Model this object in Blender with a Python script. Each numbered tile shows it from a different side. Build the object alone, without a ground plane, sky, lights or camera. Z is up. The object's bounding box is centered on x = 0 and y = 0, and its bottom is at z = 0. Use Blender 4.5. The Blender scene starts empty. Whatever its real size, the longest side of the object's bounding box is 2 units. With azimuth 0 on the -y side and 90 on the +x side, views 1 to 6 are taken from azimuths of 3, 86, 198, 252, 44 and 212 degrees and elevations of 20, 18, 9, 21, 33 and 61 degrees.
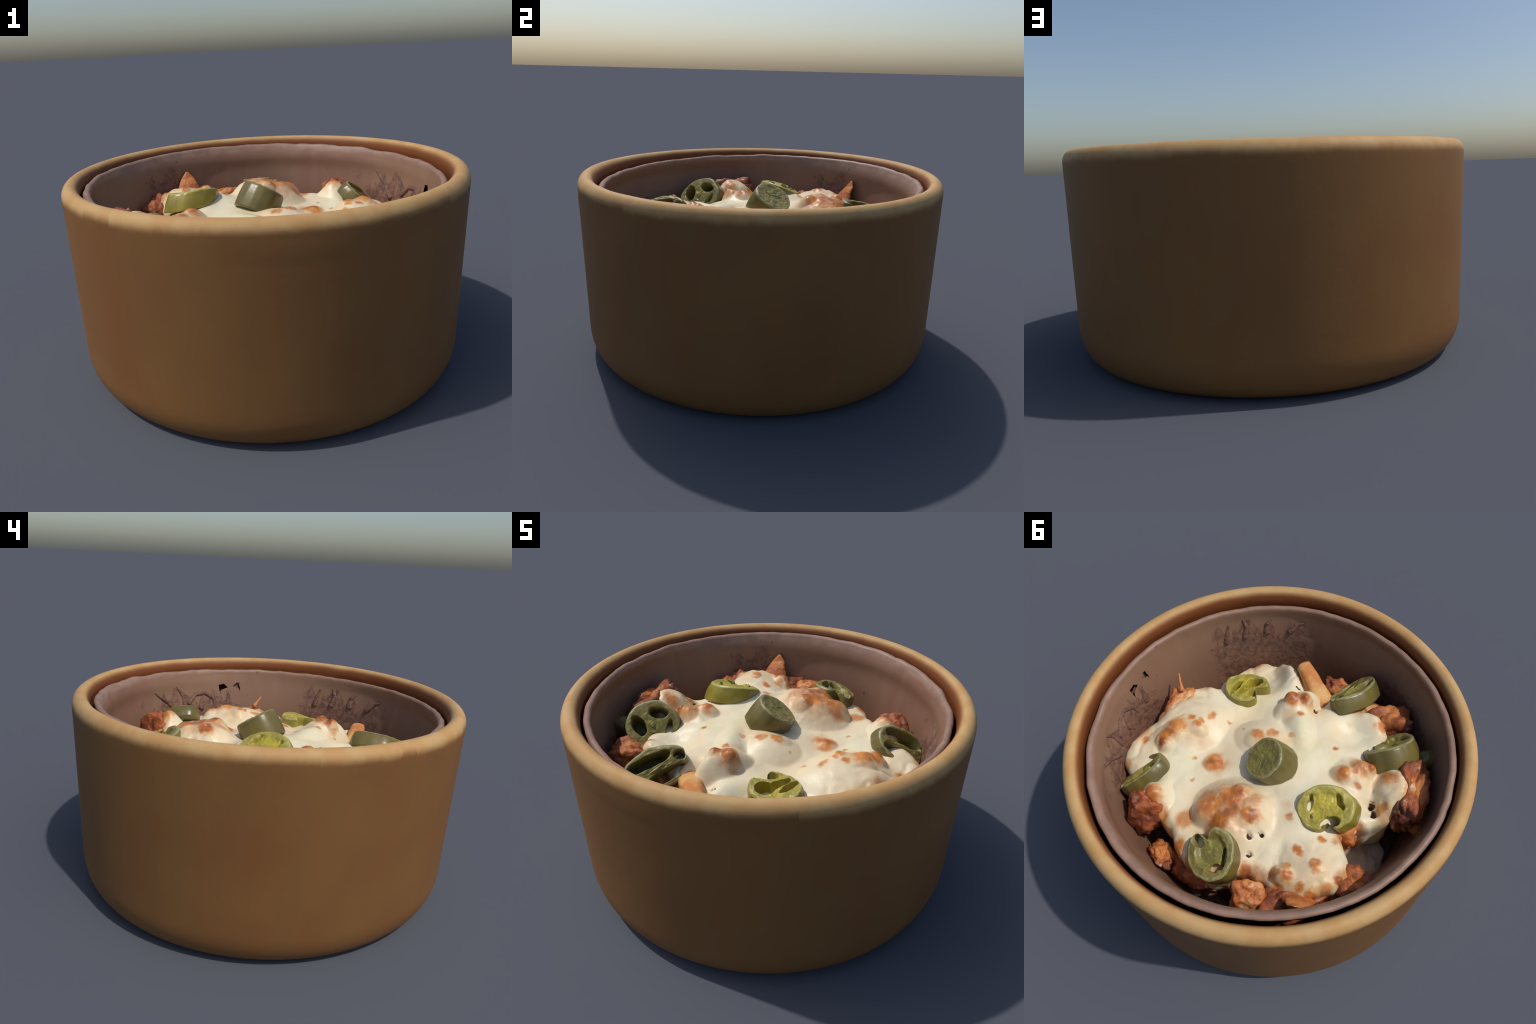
import bpy, bmesh, math, random
from mathutils import Vector, Matrix, noise
import numpy as np

random.seed(7)
noise.seed_set(11)
PI = math.pi

# ------------------------------------------------------------------ helpers
def srgb(r, g, b):
    f = lambda c: (c / 255) / 12.92 if c / 255 <= .04045 else ((c / 255 + .055) / 1.055) ** 2.4
    return (f(r), f(g), f(b), 1.0)

def empty(name, loc=(0, 0, 0)):
    o = bpy.data.objects.new(name, None)
    o.location = loc
    bpy.context.scene.collection.objects.link(o)
    return o

def mesh_obj(name, verts, faces, mat, parent=None, smooth=True):
    me = bpy.data.meshes.new(name)
    me.from_pydata([tuple(v) for v in verts], [], faces)
    me.validate()
    me.update()
    if smooth:
        me.polygons.foreach_set("use_smooth", [True] * len(me.polygons))
    me.materials.append(mat)
    o = bpy.data.objects.new(name, me)
    bpy.context.scene.collection.objects.link(o)
    if parent:
        o.parent = parent
    return o

def split_mesh(verts, faces, region, mats, parent):
    """Build one smooth surface, cut by region name; borders coincide and keep whole-body normals."""
    me = bpy.data.meshes.new("whole")
    me.from_pydata([tuple(v) for v in verts], [], faces)
    me.update()
    nor = [v.normal.copy() for v in me.vertices]
    out = {}
    for rn in mats:
        sub = [f for f, r in zip(faces, region) if r == rn]
        used = sorted({i for f in sub for i in f})
        idx = {i: k for k, i in enumerate(used)}
        o = mesh_obj(rn, [verts[i] for i in used], [tuple(idx[i] for i in f) for f in sub], mats[rn], parent)
        o.data.normals_split_custom_set_from_vertices([nor[i] for i in used])
        out[rn] = o
    bpy.data.meshes.remove(me)
    return out

def lathe(profile, n, warp):
    """profile: (r, z, region) from start to end; warp(r, z, angle) -> (r, z)."""
    verts, faces, region = [], [], []
    m = len(profile)
    for j in range(n):
        a = 2 * PI * j / n
        for (r, z, _) in profile:
            rr, zz = warp(r, z, a)
            verts.append((rr * math.cos(a), rr * math.sin(a), zz))
    for j in range(n):
        k = (j + 1) % n
        for i in range(m - 1):
            faces.append((j * m + i, k * m + i, k * m + i + 1, j * m + i + 1))
            region.append(profile[i + 1][2])
    return verts, faces, region

def fbm(x, y, z, octv=4):
    s, a = 0.0, 1.0
    for _ in range(octv):
        s += a * noise.noise(Vector((x, y, z)))
        x, y, z, a = x * 2.03 + 5, y * 2.03 + 9, z * 2.03 + 3, a * .5
    return s

def sstep(a, b, x):
    t = min(1, max(0, (x - a) / (b - a)))
    return t * t * (3 - 2 * t)

# ------------------------------------------------------------------ node materials
class Nodes:
    def __init__(s, name, rough=.6, spec=.4):
        s.mat = bpy.data.materials.new(name)
        s.mat.use_nodes = True
        s.t = s.mat.node_tree
        s.b = s.t.nodes["Principled BSDF"]
        s.b.inputs["Roughness"].default_value = rough
        s.b.inputs["Specular IOR Level"].default_value = spec
        s.co = s.t.nodes.new("ShaderNodeTexCoord").outputs["Object"]
    def put(s, sock, v):
        if hasattr(v, "node"):
            s.t.links.new(v, sock)
        else:
            sock.default_value = v
    def math(s, op, a, b=0.0, clamp=False):
        n = s.t.nodes.new("ShaderNodeMath"); n.operation = op; n.use_clamp = clamp
        s.put(n.inputs[0], a); s.put(n.inputs[1], b)
        return n.outputs[0]
    def vec(s, op, a, b=(0, 0, 0)):
        n = s.t.nodes.new("ShaderNodeVectorMath"); n.operation = op
        s.put(n.inputs[0], a); s.put(n.inputs[1], b)
        return n.outputs["Value"] if op in ("DISTANCE", "LENGTH") else n.outputs[0]
    def noise(s, scale, detail=3, co=None, rough=.55, color=False, dist=0.0):
        n = s.t.nodes.new("ShaderNodeTexNoise")
        s.put(n.inputs["Vector"], co or s.co)
        n.inputs["Scale"].default_value = scale; n.inputs["Detail"].default_value = detail
        n.inputs["Roughness"].default_value = rough; n.inputs["Distortion"].default_value = dist
        return n.outputs["Color" if color else "Fac"]
    def voronoi(s, scale, co=None, out="Distance"):
        n = s.t.nodes.new("ShaderNodeTexVoronoi")
        s.put(n.inputs["Vector"], co or s.co); n.inputs["Scale"].default_value = scale
        return n.outputs[out]
    def map(s, v, a, b, c=0.0, d=1.0, smooth=True):
        n = s.t.nodes.new("ShaderNodeMapRange")
        n.interpolation_type = "SMOOTHSTEP" if smooth else "LINEAR"
        s.put(n.inputs[0], v)
        for i, x in enumerate((a, b, c, d)):
            s.put(n.inputs[i + 1], x)
        return n.outputs[0]
    def mix(s, f, a, b):
        n = s.t.nodes.new("ShaderNodeMix"); n.data_type = "RGBA"
        s.put(n.inputs[0], f); s.put(n.inputs[6], a); s.put(n.inputs[7], b)
        return n.outputs[2]
    def scaled(s, sc, co=None):
        n = s.t.nodes.new("ShaderNodeMapping")
        s.put(n.inputs[0], co or s.co); n.inputs["Scale"].default_value = sc
        return n.outputs[0]
    def xyz(s, co=None):
        n = s.t.nodes.new("ShaderNodeSeparateXYZ"); s.put(n.inputs[0], co or s.co)
        return n.outputs
    def angle(s):
        """angle round the z axis, in degrees"""
        x, y, z = s.xyz()
        return s.math("MULTIPLY", s.math("ARCTAN2", y, x), 180 / PI), z
    def bump(s, h, strength=.3, dist=.01):
        n = s.t.nodes.new("ShaderNodeBump")
        n.inputs["Strength"].default_value = strength; n.inputs["Distance"].default_value = dist
        s.put(n.inputs["Height"], h)
        s.put(s.b.inputs["Normal"], n.outputs[0])
    def color(s, c):
        s.put(s.b.inputs["Base Color"], c)
        return s.mat

def mat_pot():
    m = Nodes("tan_ceramic", .62, .3)
    ang, z = m.angle()
    x, y, _ = m.xyz()
    rad = m.math("SQRT", m.math("ADD", m.math("MULTIPLY", x, x), m.math("MULTIPLY", y, y)))
    big = m.noise(2.1, 2)
    streak = m.noise(1.0, 3, m.scaled((7, 7, .7)))
    wall = m.mix(m.map(big, .35, .68), srgb(131, 91, 49), srgb(126, 84, 46))
    wall = m.mix(m.map(streak, .35, .7, 0, .5), wall, srgb(124, 90, 50))
    # pale lip with a broken, stepped border
    cell = m.voronoi(6.0, m.scaled((1, 1, .15)), "Color")
    jag = m.xyz(cell)[0]
    rimc = m.mix(m.map(m.noise(8, 3), .35, .65), srgb(186, 143, 90), srgb(192, 156, 105))
    edge = m.math("ADD", z, m.math("MULTIPLY", m.math("SUBTRACT", jag, .5), .012))
    edge = m.math("ADD", edge, m.math("MULTIPLY", m.math("SUBTRACT", m.noise(14, 2), .5), .014))
    lip = m.math("MULTIPLY", m.map(edge, .940, .985), m.map(rad, .917, .940))
    wall = m.mix(m.map(rad, .925, .945), srgb(116, 64, 29), wall)     # inner side tinted dark for the shadow in the gap
    col = m.mix(lip, wall, rimc)
    m.bump(m.noise(30, 4), .06, .01)
    return m.color(col)

def mat_liner():
    m = Nodes("glazed_brown_liner", .5, .4)
    ang, z = m.angle()
    base = m.mix(m.map(m.noise(1.6, 3), .3, .7), srgb(134, 102, 80), srgb(127, 92, 74))
    base = m.mix(m.map(m.noise(1.0, 3, m.scaled((9, 9, 1.2))), .4, .75, 0, .45), base, srgb(138, 108, 86))
    # dark specks
    sp = m.voronoi(11.0, m.scaled((1, 1, .7)))
    base = m.mix(m.map(m.math("ADD", sp, m.math("MULTIPLY", m.noise(5, 1), .30)), .24, .19, 0, .6), base, srgb(66, 56, 58))
    # baked-on splashes: three windows round the wall, ragged fingers upward
    fing = m.noise(1.0, 4, m.scaled((9, 9, 2.0)), .6)
    fine = m.noise(42, 3)
    tot = None
    for (a0, hw, top, reach) in ((20, 24, .755, .13), (-55, 21, .77, .15), (141, 10, .78, .15), (-140, 40, .70, .06)):
        d = m.math("ABSOLUTE", m.math("SUBTRACT", ang, a0))
        win = m.map(m.math("ADD", d, m.math("MULTIPLY", m.math("SUBTRACT", m.noise(14, 4), .5), hw * 1.6)), hw * 1.1, hw * .7)
        lim = m.math("ADD", m.math("MULTIPLY", m.map(fing, .40, .64, smooth=False), reach), top - .03)
        k = m.math("MULTIPLY", win, m.map(m.math("SUBTRACT", lim, z), -.012, .022))
        tot = k if tot is None else m.math("MAXIMUM", tot, k)
    tot = m.math("MULTIPLY", tot, m.map(fine, .36, .56, .45, 1.0))
    stain = m.mix(m.map(m.noise(34, 3), .4, .65), srgb(88, 62, 52), srgb(122, 86, 72))
    col = m.mix(m.math("MULTIPLY", tot, .85), base, stain)
    # worn lip
    lipn = m.math("ADD", z, m.math("MULTIPLY", m.math("SUBTRACT", m.noise(9, 3), .5), .03))
    x, y, _ = m.xyz()
    col = m.mix(m.map(lipn, .915, .945), col, m.mix(m.map(m.noise(12, 3), .4, .6), srgb(140, 110, 94), srgb(152, 121, 104)))
    m.bump(m.math("ADD", m.math("MULTIPLY", m.math("MULTIPLY", tot, fine), 1.0), m.math("MULTIPLY", m.noise(24, 3), .15)), .22, .02)
    return m.color(col)

# browned places on the cheese: x, y, radius, strength, kind(0 soft tan, 1 brown, 2 dark crust)
SPOTS = []
def mat_cheese():
    m = Nodes("melted_cheese", .40, .4)
    sc = m.t.nodes.new("ShaderNodeVectorMath"); sc.operation = "SCALE"
    m.put(sc.inputs[0], m.vec("SUBTRACT", m.noise(13, 3, color=True), (.5, .5, .5))); sc.inputs["Scale"].default_value = .07
    p = m.vec("MULTIPLY", m.vec("ADD", m.co, sc.outputs[0]), (1, 1, 0))
    base = m.mix(m.map(m.noise(3.2, 2), .38, .66), srgb(230, 220, 189), srgb(228, 209, 172))
    base = m.mix(m.map(m.noise(6, 4, m.vec("ADD", m.co, (4, 2, 0))), .56, .74, 0, .6), base, srgb(216, 208, 154))
    tan, brown, dark, pit = None, None, None, None
    acc = lambda t, k: k if t is None else m.math("MAXIMUM", t, k)
    for (x, y, r, s, kind) in SPOTS:
        d = m.vec("DISTANCE", p, (x, y, 0))
        tan = acc(tan, m.map(d, r * (1.25 if kind == 0 else 1.9), r * .3, 0, s * (1 if kind == 0 else .85)))
        if kind:
            brown = acc(brown, m.map(d, r * 1.3, r * .5, 0, s))
        if kind == 2:
            dark = acc(dark, m.map(d, r * 1.0, r * .2, 0, s))
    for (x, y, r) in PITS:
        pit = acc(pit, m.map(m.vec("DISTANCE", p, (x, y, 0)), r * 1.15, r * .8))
    n2 = m.noise(26, 4)
    col = m.mix(m.math("MULTIPLY", tan, m.map(n2, .25, .6, .45, .95)), base, srgb(216, 172, 118))
    brc = m.mix(m.map(m.noise(17, 3), .38, .62), srgb(206, 130, 52), srgb(178, 104, 52))
    col = m.mix(m.math("MULTIPLY", brown, m.map(n2, .25, .48, .6, 1)), col, brc)
    drc = m.mix(m.map(m.noise(31, 3), .4, .6), srgb(132, 76, 48), srgb(168, 98, 58))
    col = m.mix(m.math("MULTIPLY", dark, m.map(m.noise(20, 3), .38, .56)), col, drc)
    col = m.mix(m.map(m.noise(24, 5, m.vec("ADD", m.co, (7, 7, 7))), .66, .74, 0, .55), col, srgb(226, 208, 178))
    col = m.mix(pit, col, srgb(70, 44, 34))  # darkness of the holes painted into shallow dents
    m.b.inputs["Subsurface Weight"].default_value = .10
    m.b.inputs["Subsurface Radius"].default_value = (.04, .03, .015)
    m.b.inputs["Subsurface Scale"].default_value = .4
    m.bump(m.math("ADD", m.noise(40, 4), m.math("MULTIPLY", m.noise(120, 2), .3)), .16, .01)
    return m.color(col)

def mat_crust(name="browned_crust", a=(164, 90, 52), b=(118, 64, 44), c=(198, 124, 62), pale=.0):
    m = Nodes(name, .5, .4)
    col = m.mix(m.map(m.noise(9, 4), .36, .62), srgb(*a), srgb(*b))
    col = m.mix(m.map(m.noise(6, 3, m.vec("ADD", m.co, (3, 1, 7))), .5, .68), col, srgb(*c))
    col = m.mix(m.map(m.noise(15, 4, m.vec("ADD", m.co, (1, 8, 2))), .62, .72, 0, .7), col, srgb(222, 190, 160))
    m.bump(m.noise(34, 5), .5, .02)
    return m.color(col)

def mat_simple(name, a, b, scale=12, rough=.5, bump=.2, spec=.4):
    m = Nodes(name, rough, spec)
    m.bump(m.noise(scale * 3, 4), bump, .01)
    return m.color(m.mix(m.map(m.noise(scale, 4), .36, .64), srgb(*a), srgb(*b)))

POT, LINER = mat_pot(), mat_liner()
CRUST = mat_crust()
CRUST_PALE = mat_crust("golden_crust", (196, 122, 66), (168, 92, 50), (222, 176, 120))
FRY = mat_simple("fried_potato", (214, 168, 104), (196, 122, 64), 9)
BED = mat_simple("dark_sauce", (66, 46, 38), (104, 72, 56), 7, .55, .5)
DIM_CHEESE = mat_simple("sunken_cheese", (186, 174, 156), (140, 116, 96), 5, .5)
STRAND = mat_simple("baked_drip", (124, 90, 74), (98, 68, 57), 40, .55, .6)

# ------------------------------------------------------------------ outer pot
pot = empty("outer_pot")
pot["label"] = "tan round ceramic pot with thick rounded rim"
pot["category"] = "pot"

def pot_warp(r, z, a):
    x, y = math.cos(a), math.sin(a)
    w = 1 + .001 * math.sin(3 * a + 1)
    # shallow crease under the rim, on the side facing -y
    deg = math.degrees(a)
    d = ((deg - 285 + 180) % 360) - 180
    if r > .95 and abs(d) < 30:
        zc = .875 + .0006 * d
        r += .005 * math.exp(-((z - zc) / .014) ** 2) * sstep(30, 15, abs(d)) * math.sin((z - zc) / .009)
    if z > .93 and r < .95:
        r += .003 * fbm(x * 5, y * 5, z * 3, 3)
    return r * w, z + .001 * min(z, 1) * r * y + (-.003 + .007 * min(z, 1)) * r * x

prof = [(0.0001, .012, "pot_base"), (.5, .012, "pot_base"), (.80, .010, "pot_base"), (.870, .002, "pot_base"), (.893, .0, "pot_base")]
for i in range(1, 11):                    # bottom corner
    t = i / 10 * PI / 2
    prof.append((.893 + .100 * math.sin(t), .166 * (1 - math.cos(t)), "pot_wall"))
for i in range(1, 25):
    t = i / 24
    prof.append((.993 + (1.0 - .993) * t, .166 + (.945 - .166) * t, "pot_wall"))
for i in range(1, 17):                    # rounded lip
    t = i / 16 * PI
    prof.append((0.9575 + .0425 * math.cos(t), .947 + .056 * math.sin(t), "pot_rim"))
for i in range(1, 17):
    t = i / 16
    prof.append((.9155 - .03 * t ** 2, .945 - .80 * t, "pot_inside"))
prof += [(.80, .10, "pot_inside"), (.0001, .09, "pot_inside")]
v, f, rg = lathe(prof, 220, pot_warp)
zmin = min(p[2] for p in v)
v = [(a, b, c - zmin) for a, b, c in v]
split_mesh(v, f, rg, {"pot_wall": POT, "pot_rim": POT, "pot_base": POT, "pot_inside": mat_simple("shade_darkened_ceramic", (118, 66, 30), (108, 58, 26), 4, .7, .05, .2)}, pot)

# ------------------------------------------------------------------ inner bowl
liner = empty("inner_bowl", (0, 0, .1))
liner["label"] = "brown glazed inner bowl with rolled uneven lip"
liner["category"] = "bowl"

def wall_r(z):                             # inner wall radius of the bowl at height z
    pts = [(.1, .52), (.18, .66), (.35, .735), (.55, .785), (.7, .815), (.83, .846), (.93, .868)]
    for (z0, r0), (z1, r1) in zip(pts, pts[1:]):
        if z <= z1:
            return r0 + (r1 - r0) * (z - z0) / (z1 - z0)
    return pts[-1][1]

def liner_warp(r, z, a):
    x, y = math.cos(a), math.sin(a)
    up = sstep(.80, .95, z)
    z2 = z + up * (.015 * y - .011 * x) * (r / .9) + up * .006 * fbm(x * 7, y * 7, 1, 3)
    low = 1 - sstep(.86, .94, z)
    k = sstep(.4, -.1, y)
    r += low * ((.010 - .013 * x - .015 * y) * k + (-.003 - .013 * max(0, -x)) * (1 - k))
    r -= .018 * max(0, y) * math.exp(-((z - .89) / .045) ** 2)
    r2 = r + up * .004 * fbm(x * 9, y * 9, z * 4 + 4, 3) + .003 * fbm(x * 2, y * 2, z * 3, 2)
    return r2, z2

prof = [(.0001, .14, "bowl_wall"), (.40, .14, "bowl_wall")]
for i in range(37):
    z = .18 + (.925 - .18) * i / 36
    prof.append((wall_r(z), z, "bowl_wall"))
for i in range(1, 13):
    t = PI - i / 12 * PI * 1.15
    prof.append((.885 + .017 * math.cos(t), .936 + .017 * math.sin(t), "bowl_lip"))
for i in range(1, 15):
    z = .91 - (.91 - .12) * i / 14
    prof.append((wall_r(z) + .022, z, "bowl_outside"))
prof.append((.0001, .11, "bowl_outside"))
prof = [(r, z - .1, g) for r, z, g in prof]
v, f, rg = lathe(prof, 240, lambda r, z, a: (lambda q: (q[0], q[1] - .1))(liner_warp(r, z + .1, a)))
parts = split_mesh(v, f, rg, {"bowl_wall": LINER, "bowl_lip": LINER, "bowl_outside": LINER}, liner)
# the node coordinates of the liner material count height from the ground: shift the meshes instead
for o in parts.values():
    o.data.transform(Matrix.Translation((0, 0, .1)))
    o.location = (0, 0, -.1)

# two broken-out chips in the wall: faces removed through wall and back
def chip(cx, cy, cz, shape):
    a0 = math.atan2(cy, cx)
    for o in (parts["bowl_wall"], parts["bowl_outside"]):
        bm = bmesh.new(); bm.from_mesh(o.data)
        grow = 1.0 if o is parts['bowl_wall'] else .38
        e = Vector((math.cos(a0), math.sin(a0), 0)); tdir = Vector((-e.y, e.x, 0))
        near = [fc for fc in bm.faces if (fc.calc_center_median() - Vector((cx, cy, cz))).length < .10 and fc.calc_center_median().dot(e) > .5]
        bmesh.ops.subdivide_edges(bm, edges=list({ed for fc in near for ed in fc.edges}), cuts=9, use_grid_fill=True)
        dead = []
        for fc in bm.faces:
            c = fc.calc_center_median() - Vector((cx, cy, cz))
            if c.length < .12 and fc.calc_center_median().dot(e) > .5:
                u, w = c.dot(tdir), c.z
                if shape(u * grow, w * grow):
                    dead.append(fc)
        bmesh.ops.delete(bm, geom=dead, context="FACES")
        for fc in bm.faces:
            fc.smooth = True
        bm.to_mesh(o.data); bm.free()

def inside(poly):
    def g(u, w):
        c = False
        for (x0, y0), (x1, y1) in zip(poly, poly[1:] + poly[:1]):
            if (y0 > w) != (y1 > w) and u < (x1 - x0) * (w - y0) / (y1 - y0) + x0:
                c = not c
        return c
    return g
chip(.839, .045, .825, inside([(.032, .022), (-.006, .028), (-.032, .004), (.012, -.010), (.024, -.042)]))
chip(.848, -.045, .825, inside([(.024, .008), (.004, .028), (-.018, .024), (-.028, -.004), (-.022, -.028), (-.002, .004)]))

# ------------------------------------------------------------------ the baked dish
dish = empty("baked_dish", (0, 0, .15))
dish["label"] = "cheesy baked casserole topped with green pepper slices"
dish["category"] = "food"
def under(o):
    o.parent = dish
    o.matrix_parent_inverse = Matrix.Translation((0, 0, -.15))
    return o

EDGE = [(-180, .68), (-175, .70), (-166, .74), (-156, .71), (-148, .62), (-134, .66), (-125, .645), (-114, .61), (-104, .56), (-96, .56),
        (-89, .60), (-78, .60), (-71, .66), (-63, .745), (-54, .795), (-46, .77), (-37, .68), (-28, .59), (-21, .66), (-11, .72), (-5, .72),
        (7, .70), (15, .76), (20, .80), (28, .80), (38, .74), (46, .69), (56, .65), (66, .63), (75, .66), (84, .69),
        (94, .69), (101, .65), (110, .62), (117, .64), (124, .72), (132, .765), (142, .775), (149, .77), (154, .69), (160, .56),
        (168, .57), (175, .62), (180, .68)]
def edge_r(deg):
    deg = (deg + 180) % 360 - 180
    for (a0, r0), (a1, r1) in zip(EDGE, EDGE[1:]):
        if deg <= a1:
            t = (deg - a0) / (a1 - a0)
            return r0 + (r1 - r0) * (t * t * (3 - 2 * t) * .5 + t * .5)
    return EDGE[-1][1]

# humps: x, y, height above the flat cheese, half-length, half-width, turn in degrees, flatness power
BASE = .712
POOL = [                                      # broad swells of the melted blanket
    (-.13, -.08, .045, .34, .33, 0, 3.0),
    (-.20, .32, .045, .16, .14, 30, 3.0), (-.37, .11, .030, .12, .12, 0, 2.6), (-.10, -.03, .025, .13, .13, 0, 2.6), (.50, -.42, -.05, .13, .10, -40, 2.6), (-.35, .23, .025, .10, .10, 0, 2.4),
    (-.28, -.34, -.045, .10, .08, 30, 2.6), (.24, -.20, -.020, .10, .08, 40, 2.6), (.34, .12, -.012, .12, .12, 0, 2.6),
    (-.30, .17, .035, .16, .10, 0, 2.6),      # seat of the yellow slice
    (-.06, .56, .02, .12, .10, 0, 2.4),
    (.43, -.57, -.135, .22, .15, -40, 4.0),   # low pocket against the wall
    (.04, -.53, -.05, .14, .08, -40, 3.0), (-.02, -.45, -.03, .05, .05, 0, 2.4),
    (.72, .28, -.03, .12, .12, 0, 3.0),
    (-.57, -.03, -.05, .05, .05, 0, 2.2),
    (-.46, -.04, .03, .08, .08, 0, 2.2),
]
# domes: lumps under the cheese that stand out of it: x, y, top, half-length, half-width, turn, body height
DOMES = [
    (-.01, .335, .845, .23, .19, 10, .18), (-.10, .33, .842, .09, .10, 0, .10), (-.05, .44, .825, .14, .13, 0, .13), (.00, .28, .856, .06, .06, 0, .07), (-.09, .37, .825, .07, .075, 0, .07), (.11, .42, .815, .08, .08, 0, .08),
    (.49, .02, .782, .22, .18, 60, .11), (.55, .18, .775, .065, .06, 0, .08), (.53, .10, .785, .08, .07, 0, .06), (.44, .05, .785, .07, .05, 0, .05),
    (-.03, -.245, .796, .20, .09, 129, .10), (-.42, -.13, .792, .12, .10, 0, .10),
    (.08, -.09, .792, .18, .13, 10, .10), (.13, -.05, .788, .06, .06, 0, .06),
    (.055, -.37, .818, .085, .15, -25, .13), (.09, -.36, .832, .04, .04, 0, .05), (.02, -.39, .825, .04, .04, 0, .05),
    (-.375, -.09, .808, .068, .06, 0, .09), (-.44, -.18, .802, .08, .06, 20, .10), (-.48, -.20, .806, .03, .03, 0, .05),
    (-.50, .42, .798, .27, .19, 130, .13), (-.38, .51, .785, .06, .05, 0, .06), (-.62, .42, .780, .05, .05, 0, .06), (-.49, .40, .802, .05, .04, 0, .05), (-.54, .53, .77, .07, .05, 0, .06),
    (-.66, -.17, .825, .15, .18, 10, .14), (-.72, -.21, .845, .07, .07, 0, .08), (-.59, -.15, .80, .06, .08, 0, .08),
    (.41, .49, .80, .10, .11, 20, .13), (.37, .56, .77, .06, .06, 0, .08),
    (-.38, -.53, .755, .16, .11, 30, .10),
    (.257, .160, .733, .065, .05, 30, .04),   # lone bubble
]
def dist2(x, y, cx, cy, a, b, rot):
    c, s = math.cos(math.radians(rot)), math.sin(math.radians(rot))
    dx, dy = x - cx, y - cy
    return ((c * dx + s * dy) / a) ** 2 + ((-s * dx + c * dy) / b) ** 2
def cheese_z(x, y):
    z = BASE
    wx, wy = x + .014 * noise.noise(Vector((x * 7, y * 7, 1))), y + .014 * noise.noise(Vector((x * 7, y * 7, 5)))
    for (cx, cy, h, a, b, rot, pw) in POOL:
        q = dist2(wx, wy, cx, cy, a, b, rot)
        if q < 9:
            z += h * math.exp(-.9 * q ** (pw / 2))
    for (cx, cy, top, a, b, rot, hb) in DOMES:
        q = dist2(wx, wy, cx, cy, a, b, rot)
        if q < 1.6:
            d = top - hb + hb * ((1 - q) ** .72 if q < .96 else .0985 - (q - .96) * 1.7)
            k = min(.07, hb * .55)
            t = max(k - abs(z - d), 0) / k
            z = max(z, d) + t * t * k * .25
    z += .008 * fbm(x * 5, y * 5, .3, 2) + .0022 * fbm(x * 13, y * 13, 2.2, 2)
    for (bx, by, br) in ((.0, .36, .19), (-.66, -.17, .16), (-.43, -.14, .12), (.54, .14, .10), (.42, .50, .11)):   # rough toasted crust
        q = ((x - bx) ** 2 + (y - by) ** 2) / br ** 2
        if q < 2:
            z += .0065 * fbm(x * 19, y * 19, 3.3, 3) * math.exp(-q * q)
    rr = math.hypot(x, y)
    crag = sstep(.42, .62, rr)                # lumpier towards the edge
    z += crag * (.009 * fbm(x * 8 + 3, y * 8, 6, 2) - .008 * max(0, .25 - abs(fbm(x * 6, y * 6 + 4, 9, 2))) / .25)
    for (px, py, pr) in PITS:
        q = ((x - px) ** 2 + (y - py) ** 2) / pr ** 2
        if q < 4:
            z -= .03 * math.exp(-q * q)
    return z

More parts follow.
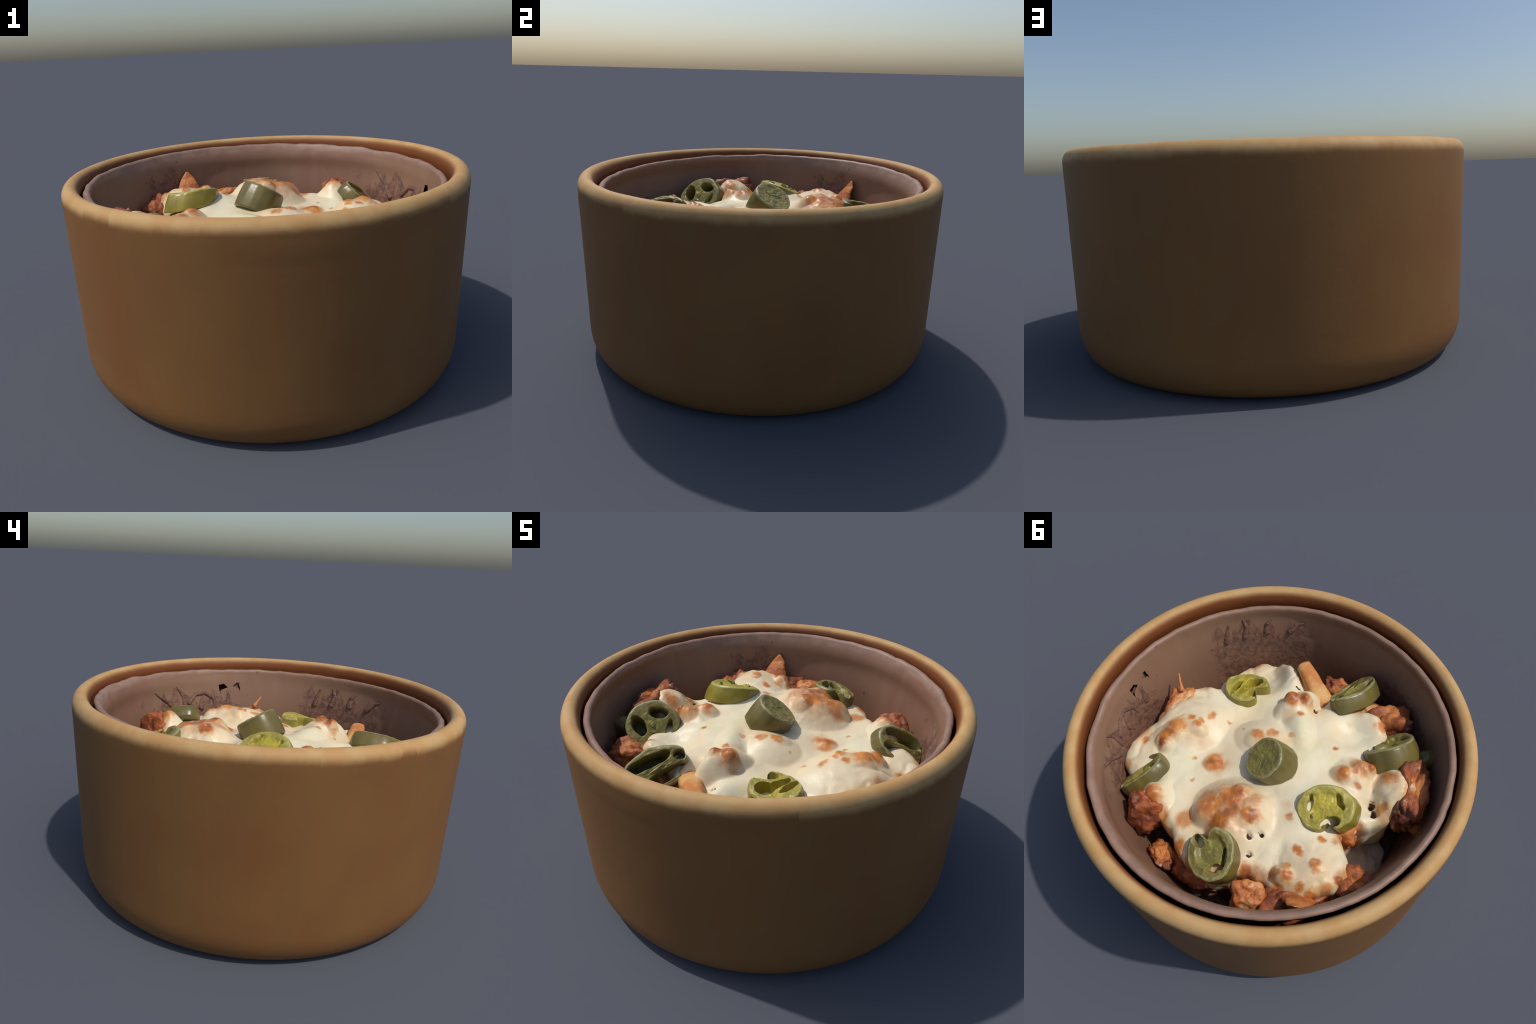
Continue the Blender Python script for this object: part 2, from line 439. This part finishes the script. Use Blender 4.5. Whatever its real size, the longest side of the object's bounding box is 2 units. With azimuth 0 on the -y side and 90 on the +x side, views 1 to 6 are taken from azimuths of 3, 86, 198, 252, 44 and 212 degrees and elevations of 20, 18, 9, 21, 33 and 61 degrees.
SPOTS += [
    (0.438, 0.043, 0.026, 1, 1), (0.433, 0.004, 0.018, 0.8, 1), (0.416, -0.055, 0.021, 0.8, 1), (0.489, 0.017, 0.021, 0.9, 1), (0.533, 0.091, 0.053, 0.9, 1), (0.546, 0.163, 0.045, 1, 1),
    (0.552, 0.203, 0.028, 1, 2), (0.435, 0.078, 0.105, 0.6, 0), (0.679, 0.224, 0.027, 0.9, 1), (0.689, -0.068, 0.044, 0.9, 1), (0.634, -0.135, 0.037, 0.7, 1), (0.674, 0.034, 0.036, 0.5, 1),
    (0.756, 0.197, 0.045, 0.5, 0), (0.252, 0.164, 0.062, 1, 1), (0.263, 0.159, 0.038, 0.7, 2), (0.010, 0.350, 0.140, 0.6, 1), (0.022, 0.317, 0.076, 1, 1), (0.101, 0.403, 0.080, 0.95, 1), (0.003, 0.286, 0.029, 1, 2),
    (0.014, 0.452, 0.071, 1, 1), (-0.098, 0.361, 0.050, 1, 2), (-0.022, 0.387, 0.063, 0.8, 2), (0.198, 0.505, 0.048, 0.8, 1), (0.157, 0.364, 0.048, 0.8, 1), (-0.076, 0.280, 0.048, 0.6, 1),
    (0.045, 0.375, 0.207, 0.7, 0), (0.106, 0.396, 0.026, 0.9, 2), (0.121, -0.071, 0.038, 0.9, 1), (0.062, -0.119, 0.026, 0.8, 1), (-0.034, -0.160, 0.019, 0.8, 1), (0.025, -0.085, 0.120, 0.45, 0),
    (0.080, -0.356, 0.053, 1, 2), (0.021, -0.381, 0.042, 1, 2), (-0.003, -0.293, 0.023, 0.9, 1), (0.042, -0.266, 0.053, 0.6, 0), (-0.022, -0.386, 0.053, 0.6, 0), (-0.266, -0.215, 0.012, 1, 1),
    (-0.373, -0.087, 0.044, 1, 1), (-0.428, -0.167, 0.059, 0.8, 1), (-0.478, -0.188, 0.033, 1, 2), (-0.464, -0.082, 0.020, 0.8, 1), (-0.433, -0.123, 0.098, 0.5, 0), (-0.585, -0.180, 0.046, 0.9, 1),
    (-0.657, -0.142, 0.048, 0.5, 0), (-0.625, -0.032, 0.026, 0.8, 1), (-0.378, 0.373, 0.025, 1, 1), (-0.481, 0.400, 0.029, 1, 1), (-0.389, 0.513, 0.033, 1, 1), (-0.373, 0.467, 0.024, 0.8, 1),
    (-0.474, 0.525, 0.025, 1, 1), (-0.541, 0.536, 0.039, 1, 1), (-0.619, 0.417, 0.028, 1, 2), (-0.585, 0.478, 0.033, 0.8, 1), (-0.467, 0.586, 0.033, 1, 2), (-0.337, 0.521, 0.033, 0.8, 1),
    (-0.504, 0.426, 0.021, 0.7, 1), (-0.497, 0.234, 0.019, 0.6, 1), (-0.455, 0.264, 0.020, 1, 1), (-0.265, 0.257, 0.024, 0.8, 1), (-0.218, 0.209, 0.032, 0.5, 0), (-0.464, 0.432, 0.166, 0.45, 0),
    (-0.653, 0.363, 0.030, 1, 2), (-0.376, 0.581, 0.033, 0.9, 2), (-0.246, 0.575, 0.020, 0.8, 1), (-0.197, 0.613, 0.034, 0.9, 1), (0.013, 0.487, 0.048, 0.8, 0), (-0.087, 0.611, 0.047, 0.6, 1),
    (0.157, 0.607, 0.035, 0.5, 0), (0.124, 0.685, 0.032, 0.7, 1), (0.005, 0.706, 0.038, 0.7, 1), (-0.005, 0.661, 0.047, 0.5, 0), (0.402, 0.487, 0.049, 1, 1), (0.376, 0.554, 0.055, 1, 2),
    (0.326, 0.550, 0.049, 0.8, 1), (-0.245, -0.545, 0.025, 0.9, 1), (0.291, 0.293, 0.010, 0.6, 1), (0.362, 0.189, 0.009, 0.6, 1), (0.319, -0.091, 0.012, 0.6, 1), (0.216, -0.078, 0.011, 0.5, 1),
    (0.415, -0.465, 0.027, 0.3, 0), (-0.248, -0.418, 0.025, 0.4, 0),
]
rnd = random.Random(5)
for k in range(34):                        # toasted edge, patchy
    a = -180 + 360 * (k + rnd.uniform(-.35, .35)) / 34
    if -64 < a < -34 and k % 2:
        continue
    r = edge_r(a) - rnd.uniform(-.005, .03)
    SPOTS.append((r * math.cos(math.radians(a)), r * math.sin(math.radians(a)), rnd.uniform(.03, .06), rnd.uniform(.5, .95), rnd.choice((0, 1, 1, 2))))
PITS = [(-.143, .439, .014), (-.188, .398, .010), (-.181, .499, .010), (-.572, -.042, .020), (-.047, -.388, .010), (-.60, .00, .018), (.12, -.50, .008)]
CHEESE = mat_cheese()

NA, NU, NS = 480, 150, 22
verts, faces = [], []
for j in range(NA):
    a = 2 * PI * j / NA
    c, s = math.cos(a), math.sin(a)
    R = edge_r(math.degrees(a)) + .016 * fbm(c * 6, s * 6, 8, 3)
    R = min(R, .802)
    for i in range(NU):
        u = (i + .5) / NU
        r = R * u
        x, y = r * c, r * s
        z = cheese_z(x, y)
        k = max(0, 1 - (R - r) / .075)                 # rounded shoulder
        z -= .055 * (1 - math.sqrt(max(0, 1 - k * k)))
        verts.append((x, y, z))
    zt = verts[-1][2]
    for i in range(1, NS + 1):                         # skirt down to the bed
        t = i / NS
        rr = R + .006 * math.sin(t * PI) - .07 * t * t + .035 * t * fbm(c * 8, s * 8, t * 3, 3)
        rr = min(rr, wall_r(zt) - .012)
        verts.append((rr * c, rr * s, zt - .42 * t))
M = NU + NS
for j in range(NA):
    k = (j + 1) % NA
    for i in range(M - 1):
        faces.append((j * M + i, j * M + i + 1, k * M + i + 1, k * M + i))
faces.append(tuple(j * M for j in range(NA)))
under(mesh_obj("cheese", verts, faces, CHEESE))

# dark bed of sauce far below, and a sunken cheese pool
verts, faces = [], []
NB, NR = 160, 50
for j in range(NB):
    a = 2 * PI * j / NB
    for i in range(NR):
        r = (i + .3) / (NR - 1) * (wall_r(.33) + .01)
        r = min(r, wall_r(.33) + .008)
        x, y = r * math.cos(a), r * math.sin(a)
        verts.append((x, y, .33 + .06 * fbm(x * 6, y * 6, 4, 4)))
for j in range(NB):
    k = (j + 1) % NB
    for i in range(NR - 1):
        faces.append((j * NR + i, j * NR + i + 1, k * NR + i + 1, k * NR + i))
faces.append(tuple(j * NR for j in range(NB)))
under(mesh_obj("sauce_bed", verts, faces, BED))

def blob(name, loc, size, rot=(0, 0, 0), amp=.18, freq=2.2, seed=0, mat=CRUST, box=.0, sub=5, parent=None):
    """irregular lump; box > 0 squares it up"""
    bm = bmesh.new()
    bmesh.ops.create_icosphere(bm, subdivisions=sub, radius=1)
    for vv in bm.verts:
        n = vv.co.normalized()
        if box:
            p = 2 + 6 * box
            q = (abs(n.x) ** p + abs(n.y) ** p + abs(n.z) ** p) ** (-1 / p)
        else:
            q = 1
        d = 1 + amp * fbm(n.x * freq + seed * 3.1, n.y * freq + seed, n.z * freq, 3) + amp * .13 * fbm(n.x * 7 + seed, n.y * 7, n.z * 7, 3)
        vv.co = n * q * d
        vv.co = Vector((vv.co.x * size[0], vv.co.y * size[1], vv.co.z * size[2]))
    me = bpy.data.meshes.new(name)
    for fc in bm.faces:
        fc.smooth = True
    bm.to_mesh(me); bm.free()
    me.materials.append(mat)
    o = bpy.data.objects.new(name, me)
    bpy.context.scene.collection.objects.link(o)
    o.location = loc
    o.rotation_euler = [math.radians(d) for d in rot]
    if parent:
        o.parent = parent
    else:
        under(o)
    return o

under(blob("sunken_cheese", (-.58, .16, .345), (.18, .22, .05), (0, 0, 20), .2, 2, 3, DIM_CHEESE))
# crusted chunks under and around the cheese: place, half-size, turn, seed, material
CH = [
    ((.425, .55, .645), (.085, .08, .12), (10, -8, 35), 1, CRUST),
    ((-.715, -.18, .69), (.085, .16, .13), (0, 10, 14), 2, CRUST),
    ((-.41, -.56, .63), (.13, .085, .095), (0, 8, 32), 3, CRUST),
    ((-.04, -.66, .52), (.10, .07, .11), (14, 0, 10), 4, CRUST),
    ((.25, .68, .55), (.075, .05, .05), (0, 12, -20), 5, CRUST),
    ((-.27, .66, .60), (.08, .07, .125), (0, 0, 20), 6, CRUST_PALE),
    ((-.65, .38, .62), (.11, .10, .12), (0, 0, 30), 7, CRUST),
    ((-.46, .58, .62), (.16, .08, .10), (0, 0, 40), 8, CRUST),
    ((.65, -.08, .62), (.075, .10, .10), (0, 0, 10), 9, CRUST_PALE),
    ((.06, .66, .50), (.12, .06, .10), (0, 0, 10), 10, CRUST),
    ((-.60, -.48, .48), (.10, .08, .08), (0, 0, 30), 11, CRUST),
    ((-.44, .12, .62), (.13, .08, .09), (0, 0, 10), 12, CRUST_PALE),
    ((-.24, -.58, .56), (.12, .07, .10), (0, 0, 10), 15, CRUST_PALE),
]
for loc, size, rot, sd, mt in CH:
    blob("crusted_chunk", loc, size, rot, .34 if mt is CRUST else .22, 1.5, sd, mt, .22 if mt is CRUST else .4)

# the fry: tapered rounded stick leaning on the ridge
def stick(name, pts, widths, mat, sides=20, square=3.5, flat=.8):
    verts, faces = [], []
    n = len(pts)
    P = [Vector(p) for p in pts]
    fine = []
    for i in range(n - 1):
        for k in range(10):
            t = k / 10
            fine.append((P[i].lerp(P[i + 1], t), widths[i] + (widths[i + 1] - widths[i]) * t))
    fine.append((P[-1], widths[-1]))
    e0, w0 = fine[-1]
    d = (P[-1] - P[-2]).normalized()
    for k in range(1, 7):                       # rounded end
        t = k / 6 * PI / 2
        fine.append((e0 + d * math.sin(t) * w0 * .5, max(w0 * math.cos(t), .0005)))
    for i, (c, w) in enumerate(fine):
        dd = (fine[min(i + 1, len(fine) - 1)][0] - fine[max(i - 1, 0)][0]).normalized()
        side = dd.cross(Vector((0, 0, 1))).normalized()
        up = side.cross(dd)
        for k in range(sides):
            a = 2 * PI * k / sides
            q = (abs(math.cos(a)) ** square + abs(math.sin(a)) ** square) ** (-1 / square)
            ww = w * q * (1 + .10 * fbm(c.x * 12 + math.cos(a), c.y * 12 + math.sin(a), c.z * 12, 2))
            verts.append(c + side * math.cos(a) * ww + up * math.sin(a) * ww * flat)
    for i in range(len(fine) - 1):
        for k in range(sides):
            l = (k + 1) % sides
            faces.append((i * sides + k, i * sides + l, (i + 1) * sides + l, (i + 1) * sides + k))
    faces.append(tuple(range((len(fine) - 1) * sides, len(fine) * sides)))
    faces.append(tuple(reversed(range(sides))))
    return under(mesh_obj(name, verts, faces, mat))

stick("potato_fry", [(-.06, -.485, .645), (.02, -.54, .670), (.095, -.59, .695), (.165, -.635, .718)], [.062, .058, .050, .042], FRY, 28, 3.0, .8)
stick("bread_spike", [(-.49, .57, .72), (-.50, .60, .77), (-.505, .625, .81), (-.508, .634, .845)], [.085, .062, .042, .012], CRUST_PALE, 16, 2.4, .3)
stick("cheese_strand", [(.66, -.12, .74), (.69, -.15, .76), (.72, -.185, .785)], [.016, .008, .006], CRUST_PALE, 10, 2, 1)

# baked drips running up the bowl wall
def on_wall(deg, z, inset=-.007):
    r = liner_warp(wall_r(z), z, math.radians(deg))[0] - inset
    return (r * math.cos(math.radians(deg)), r * math.sin(math.radians(deg)), z)
DRIPS = [[(27, .70), (32, .77), (38.5, .845)], [(22, .70), (23, .79), (26, .855)], [(21, .74), (17, .795), (12, .80), (8, .76), (7, .70)],
         [(15, .70), (14, .76), (13, .79)], [(1, .70), (1, .76), (0, .81)],
         [(-40, .74), (-41, .80), (-42, .85)], [(-48, .75), (-49, .82), (-48, .865)], [(-57, .76), (-57, .82), (-59, .85)], [(-66, .77), (-69, .82), (-72, .84)]]
for d in DRIPS:
    stick("baked_drip", [on_wall(*p) for p in d], [.024] + [.017] * (len(d) - 2) + [.010], STRAND, 12, 2, .8)

# ------------------------------------------------------------------ pepper slices
def mat_skin(name, a, b):
    m = Nodes(name, .32, .5)
    col = m.mix(m.map(m.noise(7, 3), .35, .65), srgb(*a), srgb(*b))
    m.bump(m.noise(20, 3), .15, .01)
    return m.color(col)
def mat_flesh(name, a, b, c):
    m = Nodes(name, .4, .45)
    col = m.mix(m.map(m.noise(14, 4), .35, .65), srgb(*a), srgb(*b))
    col = m.mix(m.map(m.noise(30, 4), .58, .72, 0, .7), col, srgb(*c))
    x, y, z = m.xyz()
    m.bump(m.noise(45, 4), .3, .01)
    return m.color(col)
SK_D = mat_skin("dark_olive_skin", (114, 102, 51), (98, 89, 47))
SK_Y = mat_skin("yellow_olive_skin", (150, 138, 52), (128, 118, 52))
FL_D = mat_flesh("olive_flesh", (136, 123, 65), (114, 103, 54), (164, 152, 100))
FL_Y = mat_flesh("yellow_flesh", (172, 158, 66), (150, 138, 58), (198, 186, 104))
CORE = mat_flesh("pepper_core_flesh", (170, 158, 84), (146, 134, 66), (196, 184, 120))
SEED = mat_simple("pepper_seed_coat", (206, 178, 110), (220, 200, 140), 20)

RIND_D = mat_flesh("pale_cut_rind", (150, 144, 96), (128, 122, 74), (176, 170, 128))
RIND_Y = mat_flesh("yellow_cut_rind", (178, 168, 88), (156, 146, 68), (202, 194, 124))
def pepper(loc, normal, up, spin, rx, ry, thick, mats, cavities, bulge=None, core=(), roughness=.03, taper=.0, seed=0, shear=(0, 0), bend=0.0):
    """A slice in local xy, facing +z, local y lying towards `up` and then turned by spin. cavities: (x, y, ax, ay, turn, depth)
    in units of the slice radius and thickness. bulge(angle) scales the outline. core: raised placenta pieces of the same form."""
    N, T = 144, 54
    verts, faces, region = [], [], []
    def outline(p):
        k = 1 + roughness * fbm(math.cos(p) * 1.5 + seed, math.sin(p) * 1.5, seed, 2)
        return k * (bulge(p) if bulge else 1)
    side = 12
    for j in range(N):
        p = 2 * PI * j / N
        o = outline(p)
        warp = bend * math.cos(2 * p + seed)              # curled, not flat
        for i in range(T):
            t = ((i + .4) / (T - .6))
            u, w = math.cos(p) * t * o, math.sin(p) * t * o
            h = 0.0
            uu = u + .05 * noise.noise(Vector((u * 4, w * 4, seed)))
            ww = w + .05 * noise.noise(Vector((u * 4, w * 4, seed + 9)))
            for (cx, cy, ax, ay, turn, dep) in cavities:
                c, s = math.cos(math.radians(turn)), math.sin(math.radians(turn))
                q = math.hypot((c * (uu - cx) + s * (ww - cy)) / ax, (-s * (uu - cx) + c * (ww - cy)) / ay)
                h = min(h, -dep * sstep(1.15, .70, q))
            hz = h * thick + .0035 * fbm(u * 4 + seed, w * 4, seed, 3) * sstep(1.0, .9, t)
            hz -= .007 * sstep(.92, 1.0, t) ** 2           # softened cut edge
            verts.append((u * rx, w * ry, hz + warp * t * t))
        for i in range(1, side + 1):
            t = i / side
            g = 1 + .035 * math.sin(t * PI) + taper * t
            verts.append(((math.cos(p) * o * g + shear[0] * t) * rx, (math.sin(p) * o * g + shear[1] * t) * ry, -.007 - (thick - .007) * t + warp))
    m = T + side
    for j in range(N):
        k = (j + 1) % N
        for i in range(m - 1):
            faces.append((j * m + i, j * m + i + 1, k * m + i + 1, k * m + i))
            region.append("pepper_core" if i < int(T * .60) else "pepper_flesh" if i < int(T * .86) else "pepper_rind" if i < T - 1 else "pepper_skin")
    faces.append(tuple(j * m for j in range(N))); region.append("pepper_core")
    faces.append(tuple(reversed([j * m + m - 1 for j in range(N)]))); region.append("pepper_skin")
    e = empty("pepper_slice")
    n = Vector(normal).normalized()
    yv = Vector(up); yv = (yv - n * yv.dot(n)).normalized()
    xv = yv.cross(n)
    R3 = Matrix((xv, yv, n)).transposed() @ Matrix.Rotation(math.radians(spin), 3, "Z")
    e.rotation_mode = "QUATERNION"
    e.rotation_quaternion = R3.to_quaternion()
    e.location = loc
    under(e)
    split_mesh(verts, faces, region, {"pepper_core": mats[3], "pepper_flesh": mats[1], "pepper_rind": mats[2], "pepper_skin": mats[0]}, e)
    for ci, (cx, cy, ax, ay, turn, top) in enumerate(core):
        blob("pepper_membrane", (cx * rx, cy * ry, (top - .35) * thick), (ax * rx, ay * ry, .4 * thick), (0, 0, turn), .18, 2.5, seed + ci, CORE, 0, 4, e)
    return e

def notch(at, width, depth):
    def g(p):
        d = ((math.degrees(p) - at + 180) % 360 - 180) / width
        return 1 - depth * math.exp(-d * d)
    return g

CORE_D = mat_flesh("olive_core", (138, 130, 62), (112, 106, 54), (164, 156, 88))
CORE_Y = mat_flesh("yellow_core", (184, 168, 56), (160, 146, 52), (206, 194, 96))
DARK, YEL = (SK_D, FL_D, RIND_D, CORE_D), (SK_Y, FL_Y, RIND_Y, CORE_Y)
BACK = (.54, -.85, 0)                        # "up" for slices lying flat
SKY = (0, 0, 1)                              # "up" for slices standing on edge
# thick solid slice in the middle
pepper((.00, .072, .856), (.42, .37, .83), BACK, 0, .112, .108, .14, DARK,
       [(.0, .0, .76, .70, 0, .03), (.15, .2, .30, .08, 20, .06), (-.1, -.2, .10, .40, -30, .05)], None, (), .06, .05, 1)
# yellow-green slice with a bent core, lying at -x
pepper((-.395, .148, .838), (-.08, .30, .95), BACK, 0, .140, .115, .10, YEL,
       [(-.50, .25, .10, .34, -12, .40), (.52, .22, .10, .36, 12, .40), (.10, -.62, .34, .22, 15, 1.2), (0, .1, .62, .60, 0, .10)], notch(-88, 13, .40),
       ((-.45, -.30, .10, .18, 0, .02),), .08, .06, 2, (.16, -.08), .008)
# heart-shaped ring at +y
pepper((-.03, .605, .787), (.10, .33, .94), BACK, 0, .122, .132, .13, DARK,
       [(-.50, .52, .17, .28, 30, .9), (.50, -.26, .14, .38, -14, 1.2), (.10, -.55, .30, .15, 0, 1.2), (.02, .05, .62, .60, 0, .18)], notch(102, 17, .48),
       (), .07, .04, 3, (0, 0), .008)
# steep slice at +x +y
pepper((.565, .40, .722), (.70, -.05, .66), SKY, -48, .150, .105, .075, DARK,
       [(.05, .42, .74, .34, 4, 1.1), (.0, -.44, .70, .30, -6, 1.1)], None, ((0, 0, .85, .13, 4, .0), (-.35, .05, .3, .2, 0, -.1)), .09, .0, 4, (0, 0), .006)
# big facing ring at -x -y
pepper((-.485, -.385, .755), (.62, -.42, .64), SKY, 8, .142, .128, .13, DARK,
       [(-.48, .08, .22, .42, 14, .9), (.34, .42, .34, .22, -24, .9), (-.02, -.54, .20, .15, 10, .7), (.60, -.25, .12, .30, -20, .5)], None,
       ((.0, .0, .18, .14, 30, .02),), .06, .07, 5, (0, 0), .006)
# open slice at -y
pepper((-.15, -.615, .735), (.58, -.34, .72), SKY, 18, .165, .105, .09, DARK,
       [(-.12, .40, .66, .28, 0, 1.1), (.20, -.48, .62, .26, 10, 1.2), (.80, .12, .13, .22, 0, .8)], notch(-40, 14, .22),
       ((.05, -.05, .75, .13, 10, .0),), .10, .05, 6, (0, 0), .010)
# small yellow open ring at +x -y
pepper((.365, -.335, .745), (.10, -.10, .97), BACK, 0, .125, .105, .085, YEL,
       [(.36, .22, .34, .32, 0, 1.5), (-.05, -.10, .16, .62, -38, 1.3), (-.50, -.10, .14, .50, -30, 1.0), (.45, -.55, .45, .24, 25, 1.6)], notch(-42, 18, .50),
       (), .09, .04, 7, (0, 0), .012)
# pale scrap of pepper behind the facing ring
blob("pepper_scrap", (-.69, -.43, .68), (.07, .05, .055), (0, 20, 40), .12, 2, 21, SK_D, .1, 4)
